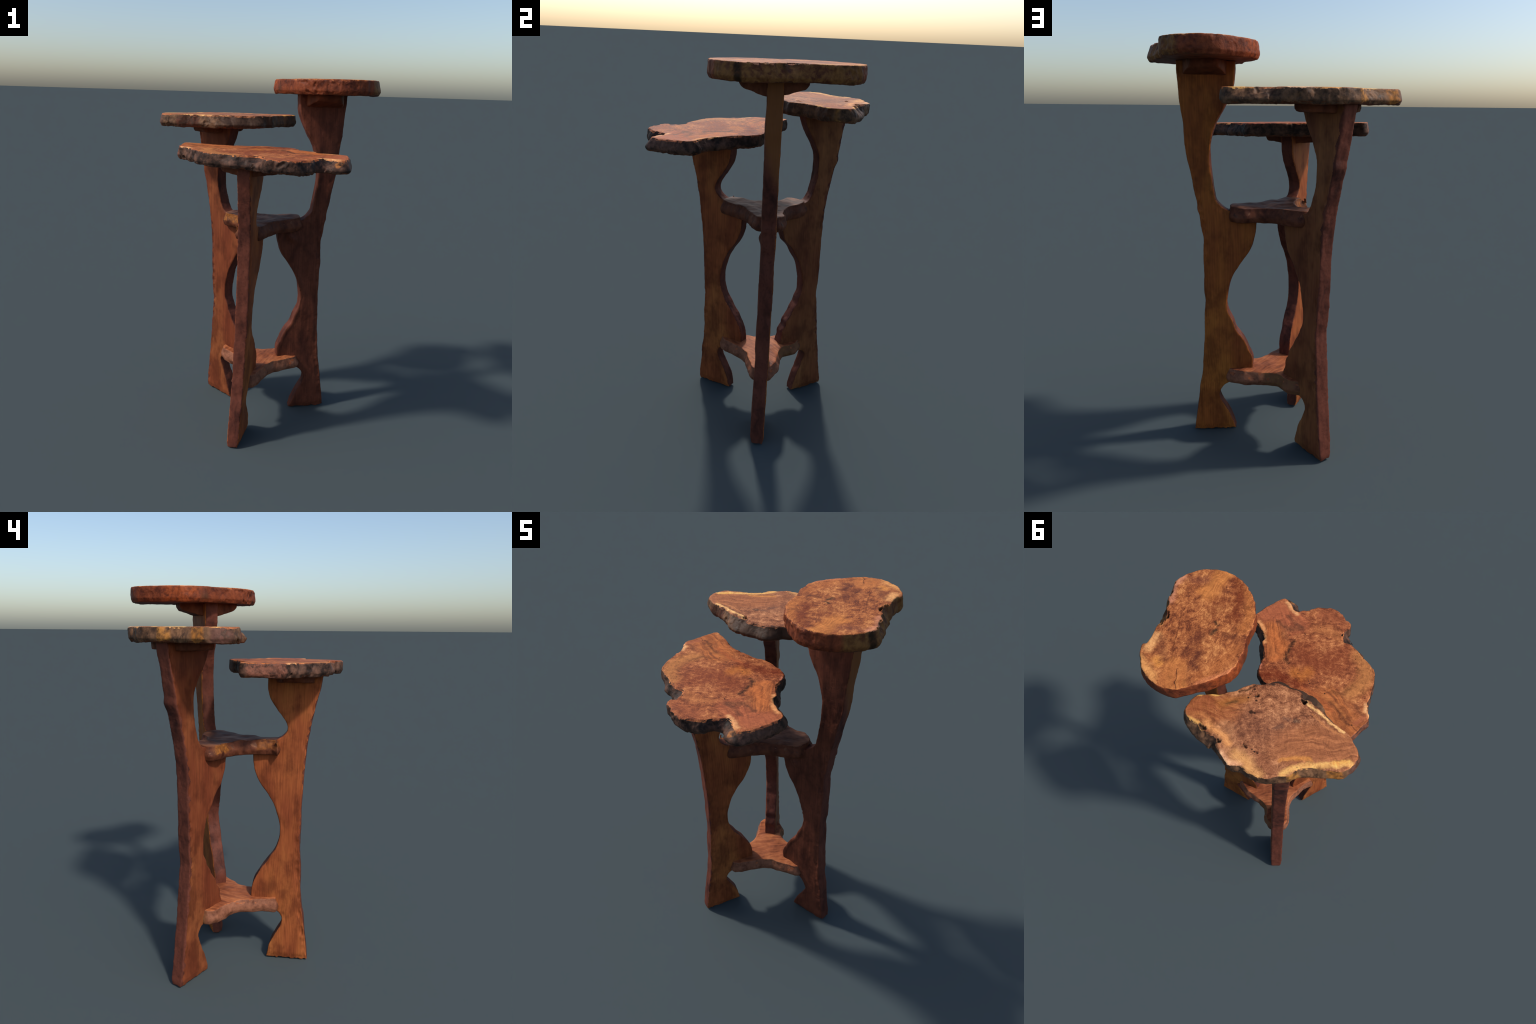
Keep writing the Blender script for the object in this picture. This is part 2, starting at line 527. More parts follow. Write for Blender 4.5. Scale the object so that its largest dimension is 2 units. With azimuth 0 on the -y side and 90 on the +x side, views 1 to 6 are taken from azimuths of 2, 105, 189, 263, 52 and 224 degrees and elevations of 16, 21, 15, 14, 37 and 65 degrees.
RIM_LOW = [(.414, -.212, .008), (.414, -.270, .014), (.411, -.322, .014), (.402, -.375, .016), (.384, -.416, .030), (.346, -.411, .048),
           (.302, -.396, .044), (.268, -.400, .044), (.252, -.428, .018), (.238, -.448, .012), (.222, -.488, .016), (.194, -.515, .012),
           (.160, -.544, .004), (.122, -.557, .0), (.086, -.555, .0), (.052, -.538, .004), (.030, -.545, .0), (.006, -.535, .0),
           (-.006, -.508, .010), (.008, -.486, .026), (-.010, -.446, .056), (-.040, -.420, .062), (-.078, -.434, .030), (-.105, -.436, .020),
           (-.148, -.427, .030), (-.195, -.418, .010), (-.234, -.414, .002), (-.270, -.399, .004), (-.303, -.368, .004), (-.332, -.322, .008),
           (-.362, -.265, .006), (-.378, -.228, .010), (-.425, -.178, .0), (-.448, -.150, .004), (-.448, -.112, .004), (-.450, -.050, .006),
           (-.450, .020, .008), (-.432, .040, .004), (-.367, .030, .006), (-.300, .012, .008), (-.250, .000, .008), (-.197, .006, .004),
           (-.138, .012, .006), (-.072, .028, .0), (-.036, .046, .0), (.037, .050, .0), (.090, .046, .0), (.130, .030, .004),
           (.156, .004, .004), (.170, -.026, .006), (.188, -.060, .016), (.222, -.092, .022), (.258, -.114, .016), (.268, -.146, .026),
           (.296, -.166, .026), (.344, -.182, .020), (.384, -.192, .024)]
RIM_MID = [(.162, .420, .004), (.158, .385, .006), (.130, .352, .006), (.100, .323, .006), (.078, .286, .006), (.052, .246, .006),
           (.040, .200, .004), (.022, .160, .008), (-.010, .134, .010), (-.030, .104, .024), (-.052, .080, .038), (-.082, .068, .038),
           (-.106, .062, .034), (-.138, .048, .032), (-.170, .038, .040), (-.196, .058, .060), (-.222, .050, .062), (-.260, .043, .052),
           (-.300, .046, .034), (-.365, .050, .022), (-.432, .044, .008), (-.474, .042, .006), (-.515, .056, .006), (-.552, .074, .010),
           (-.580, .100, .014), (-.592, .150, .010), (-.582, .200, .012), (-.545, .232, .014), (-.490, .272, .022), (-.446, .315, .020),
           (-.432, .352, .014), (-.430, .383, .006), (-.404, .412, .010), (-.372, .458, .004), (-.332, .484, .004), (-.285, .495, .004),
           (-.248, .498, .008), (-.222, .520, .004), (-.197, .534, -.002), (-.162, .527, .0), (-.130, .518, .002), (-.094, .500, .018),
           (-.075, .484, .038), (-.050, .476, .054), (-.025, .488, .042), (.010, .498, .034), (.044, .489, .044), (.085, .497, .028),
           (.118, .497, .014), (.142, .480, .008), (.158, .448, .004)]


# Marks on the polished tops: (kind, line it follows, half width, soft edge,
# colour as sRGB, strength).  "sap" is pale wood, "spot" dark wood.
MARKS_TALL = [
    ('sap', [(0.411, 0.078), (0.442, -0.006), (0.465, -0.077)], 0.0164, 0.0288, (200, 126, 68), 0.35),
    ('sap', [(0.32, -0.091), (0.24, -0.038), (0.184, 0.023), (0.164, 0.089)], 0.0103, 0.0246, (186, 112, 58), 0.6),
    ('spot', [(0.379, -0.101), (0.33, -0.058), (0.283, 0.006), (0.231, 0.071)], 0.0144, 0.0288, (112, 52, 28), 0.85),
    ('spot', [(0.543, 0.05), (0.495, 0.009)], 0.0164, 0.0246, (120, 68, 48), 0.7),
    ('sap', [(0.585, 0.069), (0.575, 0.122), (0.547, 0.162), (0.522, 0.205)], 0.0074, 0.0164, (196, 130, 98), 0.8),
    ('spot', [(0.27, 0.246), (0.266, 0.291)], 0.0123, 0.0246, (98, 50, 34), 0.8),
    ('spot', [(0.254, 0.328), (0.243, 0.343)], 0.0090, 0.0164, (92, 46, 32), 0.85),
    ('spot', [(0.207, 0.307), (0.188, 0.355), (0.155, 0.368)], 0.0090, 0.0164, (92, 48, 34), 0.85),
    ('spot', [(0.176, 0.39), (0.16, 0.406)], 0.0041, 0.0090, (88, 44, 32), 0.8),
    ('spot', [(0.36, 0.041), (0.329, 0.113)], 0.0123, 0.0329, (120, 60, 34), 0.6),
    ('spot', [(0.157, 0.139), (0.192, 0.167)], 0.0057, 0.0164, (96, 52, 34), 0.7),
    ('sap', [(0.379, 0.448), (0.393, 0.421), (0.407, 0.379)], 0.0123, 0.0205, (222, 160, 100), 0.9),
    ('sap', [(0.362, 0.512), (0.306, 0.522), (0.246, 0.527)], 0.0103, 0.0205, (218, 152, 88), 0.9),
    ('sap', [(0.306, 0.462), (0.287, 0.469)], 0.0090, 0.0205, (215, 142, 70), 0.85),
    ('spot', [(0.378, 0.377), (0.335, 0.416), (0.285, 0.44)], 0.0115, 0.0205, (122, 70, 44), 0.8),
    ('sap', [(0.194, 0.506), (0.217, 0.471), (0.165, 0.431)], 0.0205, 0.0370, (184, 112, 62), 0.5),
    ('sap', [(0.092, 0.383), (0.095, 0.287), (0.098, 0.189)], 0.0164, 0.0370, (176, 102, 54), 0.5),
    ('sap', [(0.04, 0.258), (0.054, 0.324), (0.091, 0.414)], 0.0041, 0.0103, (198, 120, 78), 0.7),
    ('sap', [(0.468, 0.082), (0.46, 0.051)], 0.0082, 0.0164, (200, 125, 65), 0.7),
    ('spot', [(0.279, 0.142), (0.261, 0.145)], 0.0037, 0.0082, (54, 40, 26), 0.9),
    ('spot', [(0.245, 0.172), (0.241, 0.2)], 0.0057, 0.0090, (50, 40, 28), 0.9),
    ('spot', [(0.415, 0.229), (0.369, 0.284), (0.339, 0.33), (0.302, 0.369), (0.278, 0.4)], 0.0006, 0.0021, (84, 40, 24), 0.85),
    ('spot', [(0.208, 0.429), (0.178, 0.464), (0.137, 0.509)], 0.0010, 0.0025, (60, 28, 20), 0.95),
]
MARKS_LOW = [
    ('spot', [(0.032, -0.225), (-0.075, -0.246), (-0.087, -0.306)], 0.0511, 0.0604, (128, 64, 38), 0.8),
    ('sap', [(-0.156, -0.408), (-0.226, -0.384), (-0.272, -0.346), (-0.293, -0.275), (-0.28, -0.21)], 0.0255, 0.0325, (188, 124, 70), 0.65),
    ('sap', [(0.114, -0.378), (0.061, -0.424), (-0.007, -0.427)], 0.0163, 0.0279, (172, 106, 62), 0.6),
    ('sap', [(0.004, -0.104), (-0.045, -0.107), (-0.041, -0.149)], 0.0186, 0.0279, (178, 104, 46), 0.7),
    ('sap', [(0.172, -0.472), (0.109, -0.51), (0.054, -0.514)], 0.0232, 0.0279, (150, 84, 54), 0.6),
    ('sap', [(0.373, -0.268), (0.356, -0.345)], 0.0325, 0.0371, (166, 94, 62), 0.6),
    ('sap', [(0.358, -0.405), (0.309, -0.393), (0.263, -0.388)], 0.0046, 0.0102, (220, 158, 104), 0.95),
    ('sap', [(0.367, -0.196), (0.311, -0.178), (0.27, -0.153), (0.248, -0.126)], 0.0056, 0.0116, (214, 146, 92), 0.9),
    ('sap', [(0.268, -0.205), (0.223, -0.184), (0.187, -0.164)], 0.0130, 0.0232, (190, 106, 56), 0.5),
    ('sap', [(0.154, -0.164), (0.127, -0.112), (0.145, -0.078)], 0.0084, 0.0163, (192, 110, 60), 0.7),
    ('spot', [(0.288, -0.277), (0.228, -0.278), (0.186, -0.33)], 0.0074, 0.0163, (92, 56, 38), 0.85),
    ('spot', [(0.285, -0.349), (0.228, -0.338), (0.175, -0.332)], 0.0037, 0.0116, (100, 60, 42), 0.8),
    ('spot', [(0.224, -0.241), (0.182, -0.226)], 0.0065, 0.0139, (104, 58, 38), 0.7),
    ('spot', [(0.148, -0.24), (0.127, -0.184), (0.102, -0.129), (0.072, -0.124)], 0.0060, 0.0111, (42, 28, 20), 0.92),
    ('spot', [(0.095, 0.028), (0.063, -0.029), (-0.009, -0.04), (-0.068, -0.07)], 0.0209, 0.0325, (108, 44, 24), 0.88),
    ('sap', [(-0.087, -0.063), (-0.148, -0.083), (-0.215, -0.077), (-0.281, -0.065)], 0.0056, 0.0116, (176, 96, 54), 0.65),
    ('spot', [(-0.247, -0.102), (-0.303, -0.093), (-0.355, -0.082), (-0.4, -0.071)], 0.0037, 0.0102, (74, 42, 30), 0.85),
    ('sap', [(-0.193, -0.107), (-0.266, -0.107), (-0.351, -0.092)], 0.0037, 0.0102, (178, 108, 60), 0.6),
    ('sap', [(-0.373, -0.212), (-0.4, -0.178), (-0.439, -0.171)], 0.0046, 0.0102, (224, 166, 112), 0.9),
    ('spot', [(-0.341, -0.176), (-0.384, -0.154), (-0.422, -0.15)], 0.0028, 0.0093, (112, 66, 42), 0.7),
    ('spot', [(-0.259, -0.233), (-0.252, -0.174), (-0.214, -0.15)], 0.0037, 0.0139, (98, 58, 34), 0.6),
    ('sap', [(-0.418, -0.103), (-0.426, -0.146)], 0.0065, 0.0139, (172, 98, 68), 0.5),
    ('sap', [(0.158, -0.017), (0.146, 0.001)], 0.0028, 0.0093, (196, 120, 92), 0.8),  # painted pinkish highlight on the rim, not sapwood
]
PINS_LOW = [ (0.332, -0.275, 0.0032), (0.083, -0.420, 0.0032), (0.137, -0.317, 0.0042), (0.190, -0.253, 0.0028), (-0.012, -0.108, 0.0032), (-0.029, -0.079, 0.0032), (-0.095, -0.108, 0.0037), (-0.082, -0.114, 0.0028), (-0.191, -0.116, 0.0042), (-0.161, -0.381, 0.0032), (-0.113, -0.428, 0.0028), (-0.076, -0.362, 0.0028), (-0.408, -0.079, 0.0042), (-0.364, -0.091, 0.0028), (-0.042, -0.181, 0.0023), (0.108, -0.405, 0.0032), (0.058, -0.494, 0.0028), (-0.059, -0.125, 0.0023), (-0.185, -0.417, 0.0037) ]
MARKS_MID = [
    ('spot', [(-0.114, 0.321), (-0.17, 0.299), (-0.215, 0.266)], 0.0557, 0.0632, (128, 82, 62), 0.35),
    ('spot', [(-0.09, 0.399), (-0.156, 0.396)], 0.0186, 0.0409, (122, 78, 56), 0.35),
    ('sap', [(0.14, 0.439), (0.1, 0.385)], 0.0260, 0.0372, (142, 76, 48), 0.6),
    ('sap', [(0.044, 0.341), (0.029, 0.289), (-0.007, 0.246)], 0.0130, 0.0223, (150, 92, 44), 0.7),
    ('sap', [(0.158, 0.391), (0.108, 0.343), (0.084, 0.305)], 0.0030, 0.0059, (226, 168, 92), 0.95),
    ('sap', [(0.112, 0.495), (0.075, 0.491), (0.035, 0.49), (0.006, 0.496)], 0.0045, 0.0082, (232, 172, 96), 0.95),
    ('sap', [(0.023, 0.459), (-0.031, 0.453), (-0.094, 0.447), (-0.129, 0.464)], 0.0082, 0.0167, (220, 150, 90), 0.85),
    ('spot', [(0.069, 0.428), (0.003, 0.427), (-0.041, 0.418)], 0.0022, 0.0074, (110, 62, 40), 0.6),
    ('sap', [(-0.142, 0.519), (-0.183, 0.528), (-0.215, 0.519), (-0.237, 0.491)], 0.0097, 0.0149, (232, 174, 128), 0.95),
    ('sap', [(-0.195, 0.471), (-0.253, 0.463), (-0.292, 0.485), (-0.333, 0.476)], 0.0167, 0.0260, (214, 154, 92), 0.85),
    ('spot', [(-0.286, 0.401), (-0.335, 0.419), (-0.384, 0.413)], 0.0082, 0.0167, (140, 86, 58), 0.75),
    ('sap', [(-0.4, 0.397), (-0.418, 0.332), (-0.47, 0.269), (-0.525, 0.209), (-0.585, 0.154)], 0.0097, 0.0104, (226, 170, 98), 0.95),
    ('sap', [(-0.345, 0.359), (-0.381, 0.305), (-0.446, 0.259)], 0.0045, 0.0104, (204, 134, 68), 0.85),
    ('sap', [(-0.525, 0.199), (-0.567, 0.15)], 0.0052, 0.0093, (228, 170, 88), 0.9),
    ('sap', [(-0.219, 0.062), (-0.289, 0.059), (-0.383, 0.062), (-0.454, 0.047)], 0.0045, 0.0056, (236, 182, 116), 0.97),
    ('sap', [(-0.29, 0.087), (-0.389, 0.089), (-0.47, 0.06)], 0.0022, 0.0067, (192, 124, 76), 0.7),
    ('spot', [(-0.281, 0.067), (-0.366, 0.071), (-0.446, 0.061)], 0.0011, 0.0045, (120, 70, 46), 0.6),
    ('spot', [(-0.256, 0.173), (-0.268, 0.159)], 0.0082, 0.0059, (74, 56, 46), 0.85),
    ('sap', [(-0.262, 0.166)], 0.0030, 0.0037, (130, 100, 76), 0.8),
    ('spot', [(-0.212, 0.191), (-0.233, 0.181)], 0.0045, 0.0111, (100, 70, 58), 0.7),
    ('spot', [(-0.217, 0.258), (-0.231, 0.226)], 0.0052, 0.0111, (104, 72, 58), 0.6),
    ('spot', [(0.04, 0.237), (0.016, 0.193), (0.007, 0.165)], 0.0026, 0.0052, (30, 22, 18), 0.85),
    ('spot', [(0.005, 0.141), (-0.032, 0.113), (-0.051, 0.1)], 0.0037, 0.0052, (44, 38, 34), 0.85),
    ('spot', [(0.031, 0.322), (0.01, 0.281)], 0.0030, 0.0097, (76, 58, 36), 0.7),
    ('spot', [(-0.019, 0.333), (-0.044, 0.301)], 0.0011, 0.0052, (84, 50, 34), 0.6),
    ('spot', [(-0.426, 0.151), (-0.448, 0.152), (-0.448, 0.169)], 0.0007, 0.0037, (112, 68, 46), 0.6),
    ('spot', [(-0.514, 0.079)], 0.0045, 0.0074, (128, 76, 54), 0.6),
]
PINS_MID = [ (-0.187, 0.047, 0.0119), (-0.074, 0.149, 0.0022), (-0.086, 0.234, 0.0026), (-0.086, 0.218, 0.0022), (0.034, 0.383, 0.0026), (-0.084, 0.275, 0.0104), (-0.096, 0.268, 0.0067), (-0.055, 0.216, 0.0067), (-0.224, 0.405, 0.0045), (-0.240, 0.406, 0.0052), (-0.254, 0.402, 0.0041), (-0.050, 0.382, 0.0026), (-0.063, 0.464, 0.0022), (-0.425, 0.325, 0.0026), (-0.017, 0.232, 0.0052), (-0.005, 0.179, 0.0052), (-0.005, 0.192, 0.0037), (-0.479, 0.284, 0.0015), (-0.487, 0.277, 0.0015), (-0.121, 0.287, 0.0022), (-0.095, 0.226, 0.0022), (-0.045, 0.509, 0.0074), (-0.153, 0.422, 0.0019) ]


# --------------------------------------------------------------------------
# builders
# --------------------------------------------------------------------------
def build_leg(key):
    L = LEGS[key]
    out = spline([(r, z) for z, r in L["outer"]], 420, closed=False)
    inn = spline([(r, z) for z, r in L["inner"]], 560, closed=False)
    poly = np.concatenate([out, inn])
    poly = poly - outward(poly) * L["trim"] * smooth(0.0, 0.03, poly[:, 1])[:, None]
    # the tall plank is slightly skewed and thins towards its inner edge
    o_r = np.interp(poly[:, 1], out[::-1, 1], out[::-1, 0])
    cut = smooth(0.03, 0.14, o_r - poly[:, 0])
    rings = []
    for side in (-1, 1):
        s = L["shift"] + L["lean"] * poly[:, 1] + side * L["half"] - cut * abs(L["taper"][side > 0])
        rings.append(np.stack([poly[:, 0], s, poly[:, 1]], 1))
    me = solidify_voxels(mesh_from_rings(rings, "leg"), 0.0042, 14, 0.5)
    co, no = get_co(me), get_no(me)
    s = co[:, 1] - L["shift"] - L["lean"] * co[:, 2]
    d = signed_dist(co[:, [0, 2]], poly)          # depth inside the silhouette
    face = smooth(0.010, 0.028, d)                # 1 on the sawn faces
    near_outer = co[:, 0] > np.interp(co[:, 2], out[::-1, 1], out[::-1, 0]) - 0.055
    seed = {"tall": 3.1, "low": 8.7, "mid": 14.2}[key]
    stretch = np.array([1.0, 1.0, 0.45])
    # worked edges: scallops; faces: nearly flat, slow hollows
    disp = (1 - face) * (0.0030 * fbm(co * 20 * stretch, 2, seed) + 0.0006 * fbm(co * 60, 2, seed))
    disp += face * 0.0008 * fbm(co * 9 * stretch, 2, seed + 5)
    arris = smooth(0.0, 0.012, d) * (1 - smooth(0.014, 0.034, d))
    disp -= arris * np.where(near_outer, 0.006, 0.003) * smooth(-0.1, 0.7, fbm(co * np.array([10, 10, 14]), 1, seed + 9))
    chip = np.abs(((co[:, 2] * 17 + 0.9 * perlin(np.stack([co[:, 2] * 6, 0 * s, 0 * s], 1) + seed) + co[:, 1] * 8) % 1) - 0.5) * 2
    amp = smooth(-0.3, 0.5, perlin(np.stack([co[:, 2] * 3.1, np.sign(s) * 3.0, 0 * s], 1) + seed))
    disp -= arris * near_outer * 0.0055 * chip * amp
    if key == "tall":   # the rounded, knobbly face of the tall plank
        k = smooth(0.0, -0.02, s) * face
        disp += k * (0.0055 * fbm(co * 8 * np.array([1, 1, .55]), 2, 31.0) + 0.0006 * perlin(co * 34))
        u = (co[:, [0, 2]] - np.array([.185, 1.115])) @ np.array([[.6, -.8], [.8, .6]])
        disp += k * 0.014 * np.exp(-(u[:, 0] / .018) ** 2 - (u[:, 1] / .035) ** 2)
    if key == "mid":    # a burr on the live edge
        disp += 0.006 * np.exp(-((co[:, 2] - 1.462) / .028) ** 2) * smooth(0.02, -0.02, s) * smooth(0.02, 0.0, d) * near_outer
    foot = smooth(0.05, 0.0, co[:, 2])
    disp *= 1 - foot * 0.5
    co = co + no * disp[:, None]
    co[:, 1] -= s * 0.22 * smooth(0.045, 0.0, co[:, 2])      # worn feet
    bottom = co[:, 2] < 0.012
    jag = 0.010 * np.clip(0.55 + fbm(np.stack([co[:, 0] * 38, co[:, 1] * 30, 0 * s], 1), 3, seed), 0, 1.5)
    co[:, 2] = np.where(bottom, np.maximum(co[:, 2], 0) + jag * (1 - co[:, 2] / 0.012), co[:, 2])
    set_co(me, co)
    c, n = face_data(me)
    dc = signed_dist(c[:, [0, 2]], poly)
    wig = 0.006 * fbm(c * 30, 2, seed + 2)
    edge = np.abs(n[:, 1]) < 0.50 + 0.1 * np.tanh(wig * 200)
    oc = np.interp(c[:, 2], out[::-1, 1], out[::-1, 0]) - c[:, 0]
    saw = np.abs(((c[:, 2] * 16 + 1.2 * perlin(np.stack([c[:, 2] * 6, np.sign(n[:, 1]) * 2.0, 0 * oc], 1) + seed) + oc * 9) % 1) - 0.5) * 2
    reach = {"tall": 0.006, "low": 0.012, "mid": 0.017}[key] * saw * smooth(-0.5, 0.4, perlin(np.stack([c[:, 2] * 3.3, np.sign(n[:, 1]) * 5.0, 0 * oc], 1) + seed))
    edge |= oc < reach
    slots = edge.astype(int)
    if key == "mid":
        slots = np.where((n[:, 1] < 0) & (slots == 0), 2, slots)
    if key == "tall":   # the carved, unsawn face
        cs = c[:, 1] - L["shift"] - L["lean"] * c[:, 2]
        slots = np.where((cs < 0) & (slots == 0), 2, slots)
    return me, slots


def slab_profile(t):
    """Share of the flare, and inset of the skin, at depth t (0 rim, 1 underside)."""
    grow = smooth(0.0, 0.8, t)
    inset = 0.002 * (1 - smooth(0.0, 0.08, t)) + 0.011 * smooth(0.66, 1.0, t) ** 2
    return grow, inset


def build_slab(rim, top_z, thick, tilt, seed, rough, hollows=(), origin=(0, 0), lumpy=1.0, lens=0.0):
    S = spline(rim, 900)
    ring = S[:, :2].copy()
    nrm = outward(ring)
    for _ in range(6):
        nrm = (nrm + np.roll(nrm, 1, 0) + np.roll(nrm, -1, 0)) / 3
    nrm /= np.linalg.norm(nrm, axis=1)[:, None] + 1e-9
    jag = rough * fbm(np.concatenate([ring * 26, np.zeros((900, 1))], 1), 4, seed)
    flare = S[:, 2]
    rings = []
    for t in np.linspace(0, 1, 9):
        g, ins = slab_profile(np.array([t]))
        off = flare * g + jag * (1.0 - 0.4 * g) - ins
        pts = ring + nrm * off[:, None]
        z = np.full(len(pts), top_z - t * thick)
        rings.append(np.concatenate([pts - np.array(origin), z[:, None]], 1))
    rings = rings[::-1]
    me = solidify_voxels(mesh_from_rings(rings, "slab"), 0.0033, 1, 0.5)
    co, no = get_co(me), get_no(me)
    xy = co[:, :2] + np.array(origin)
    depth = top_z - co[:, 2]
    d = signed_dist(xy, ring)
    side = 1 - smooth(0.006, 0.02, d) * (smooth(0.006, 0.002, depth) + smooth(thick - 0.008, thick - 0.003, depth)).clip(0, 1)
    q = co.copy()
    ridge = 1 - 2 * np.abs(perlin(q * np.array([15, 15, 11]) + 0.35 * fbm(q * 30, 2, seed)[:, None] + seed))
    rel = 0.0036 * ridge + 0.0030 * fbm(q * np.array([19, 19, 13]), 2, seed) + 0.0024 * (1 - 2 * np.abs(perlin(q * np.array([42, 42, 30]) + seed + 3))) + 0.0010 * fbm(q * 80, 2, seed + 5)
    pits = -0.011 * smooth(0.45, 0.85, fbm(q * 17, 2, seed + 8))
    calm = 0.35 + 0.95 * smooth(-0.25, 0.45, perlin(q * np.array([5, 5, 1]) + seed * 3))
    disp = side * lumpy * calm * (rel + pits) * smooth(0.0, 0.012, depth)
    under = smooth(thick - 0.008, thick - 0.002, depth)
    disp += under * 0.003 * fbm(q * 12, 2, seed + 4)
    top = smooth(0.004, 0.001, depth)
    disp += top * 0.0007 * fbm(q * 14, 2, seed + 6)
    # chipped rim
    lip = smooth(0.020, 0.004, np.abs(d)) * smooth(0.02, 0.004, depth)
    disp -= lip * lumpy * 0.004 * smooth(0.1, 0.8, fbm(q * 26, 2, seed + 12))
    co = co + no * disp[:, None]
    for (hx, hy), (ax, ay), ang, dep in hollows:
        c, s_ = math.cos(ang), math.sin(ang)
        dx, dy = xy[:, 0] - hx, xy[:, 1] - hy
        u, v = (dx * c + dy * s_) / ax, (-dx * s_ + dy * c) / ay
        rr = np.sqrt(u * u + v * v) + 0.25 * fbm(np.concatenate([xy * 90, np.zeros((len(xy), 1))], 1), 2, seed)
        co[:, 2] -= dep * smooth(1.0, 0.45, rr) * top
    co[:, 2] += (xy - np.array(origin)) @ np.array(tilt) * 1.0
    set_co(me, co)
    c, n = face_data(me)
    cz = top_z - (c[:, 2] - c[:, :2] @ np.array(tilt))
    dc = signed_dist(c[:, :2] + np.array(origin), ring)
    wig = 0.004 * fbm(c * 40, 2, seed + 1)
    is_top = (cz < 0.010 + wig) & ((n[:, 2] > 0.55) | (dc > 0.012)) & (dc > -0.006 + wig)
    is_under = (cz > thick - 0.010) & (n[:, 2] < -0.6)
    slots = np.where(is_top, 0, np.where(is_under, 2, 1))
    return me, slots


def leg_frame(key):
    d = Vector(LEGS[key]["dir"]).normalized()
    return np.array(d), np.array((-d.y, d.x))


def arm_point(key, r, s):
    d, n = leg_frame(key)
    return np.array(CENTRE) + r * d + s * n


def build_shelf(outline, z0, z1, seed, ripple):
    S = spline(outline, 700)
    nrm = outward(S)
    rings = []
    for t in np.linspace(0, 1, 7):
        ins = 0.010 * (1 - smooth(0, 0.3, t)) + 0.016 * smooth(0.35, 1, t)
        jag = 0.004 * fbm(np.concatenate([S * 30, np.full((700, 1), t * 2)], 1), 3, seed)
        p = S + nrm * (jag - ins)[:, None]
        rings.append(np.concatenate([p - np.array(CENTRE), np.full((700, 1), z0 + (z1 - z0) * t)], 1))
    me = solidify_voxels(mesh_from_rings(rings, "shelf"), 0.0042, 4, 0.5)
    co, no = get_co(me), get_no(me)
    disp = 0.0035 * fbm(co * 14, 2, seed) + 0.0005 * fbm(co * 50, 2, seed)
    disp += ripple * perlin(co * np.array([9, 9, 3]) + seed) * smooth(0.4, 0.9, no[:, 2])
    set_co(me, co + no * disp[:, None])
    return me


def build_plate(r0, r1, s0, s1, z_bot, z_top, belly, seed, waist=0.0):
    """Support plate under a slab; its underside curves up towards both ends."""
    rings = []
    for k in np.linspace(0, 1, 25):
        s = s0 + (s1 - s0) * k
        e = abs(2 * k - 1)
        zb = z_bot + belly * e ** 1.3 + 0.012 * smooth(0.9, 1.0, np.array(e))
        n = 40
        u = np.linspace(0, 1, n, endpoint=False) * 4
        pts = []
        for q in u:
            i, f = int(q), q - int(q)
            pin = waist * e ** 2
            a = [(r0 + pin, zb), (r1 - 1.6 * pin, zb), (r1 - 1.6 * pin, z_top), (r0 + pin, z_top)]
            p0, p1 = a[i], a[(i + 1) % 4]
            pts.append((p0[0] + (p1[0] - p0[0]) * f, s, p0[1] + (p1[1] - p0[1]) * f))
        rings.append(np.array(pts))
    me = solidify_voxels(mesh_from_rings(rings, "plate"), 0.004, 4, 0.5)
    co, no = get_co(me), get_no(me)
    disp = 0.003 * fbm(co * 22, 3, seed)
    set_co(me, co + no * disp[:, None])
    return me


# --------------------------------------------------------------------------
# assembly
# --------------------------------------------------------------------------
def off(p, o):
    return (p[0] - o[0], p[1] - o[1])


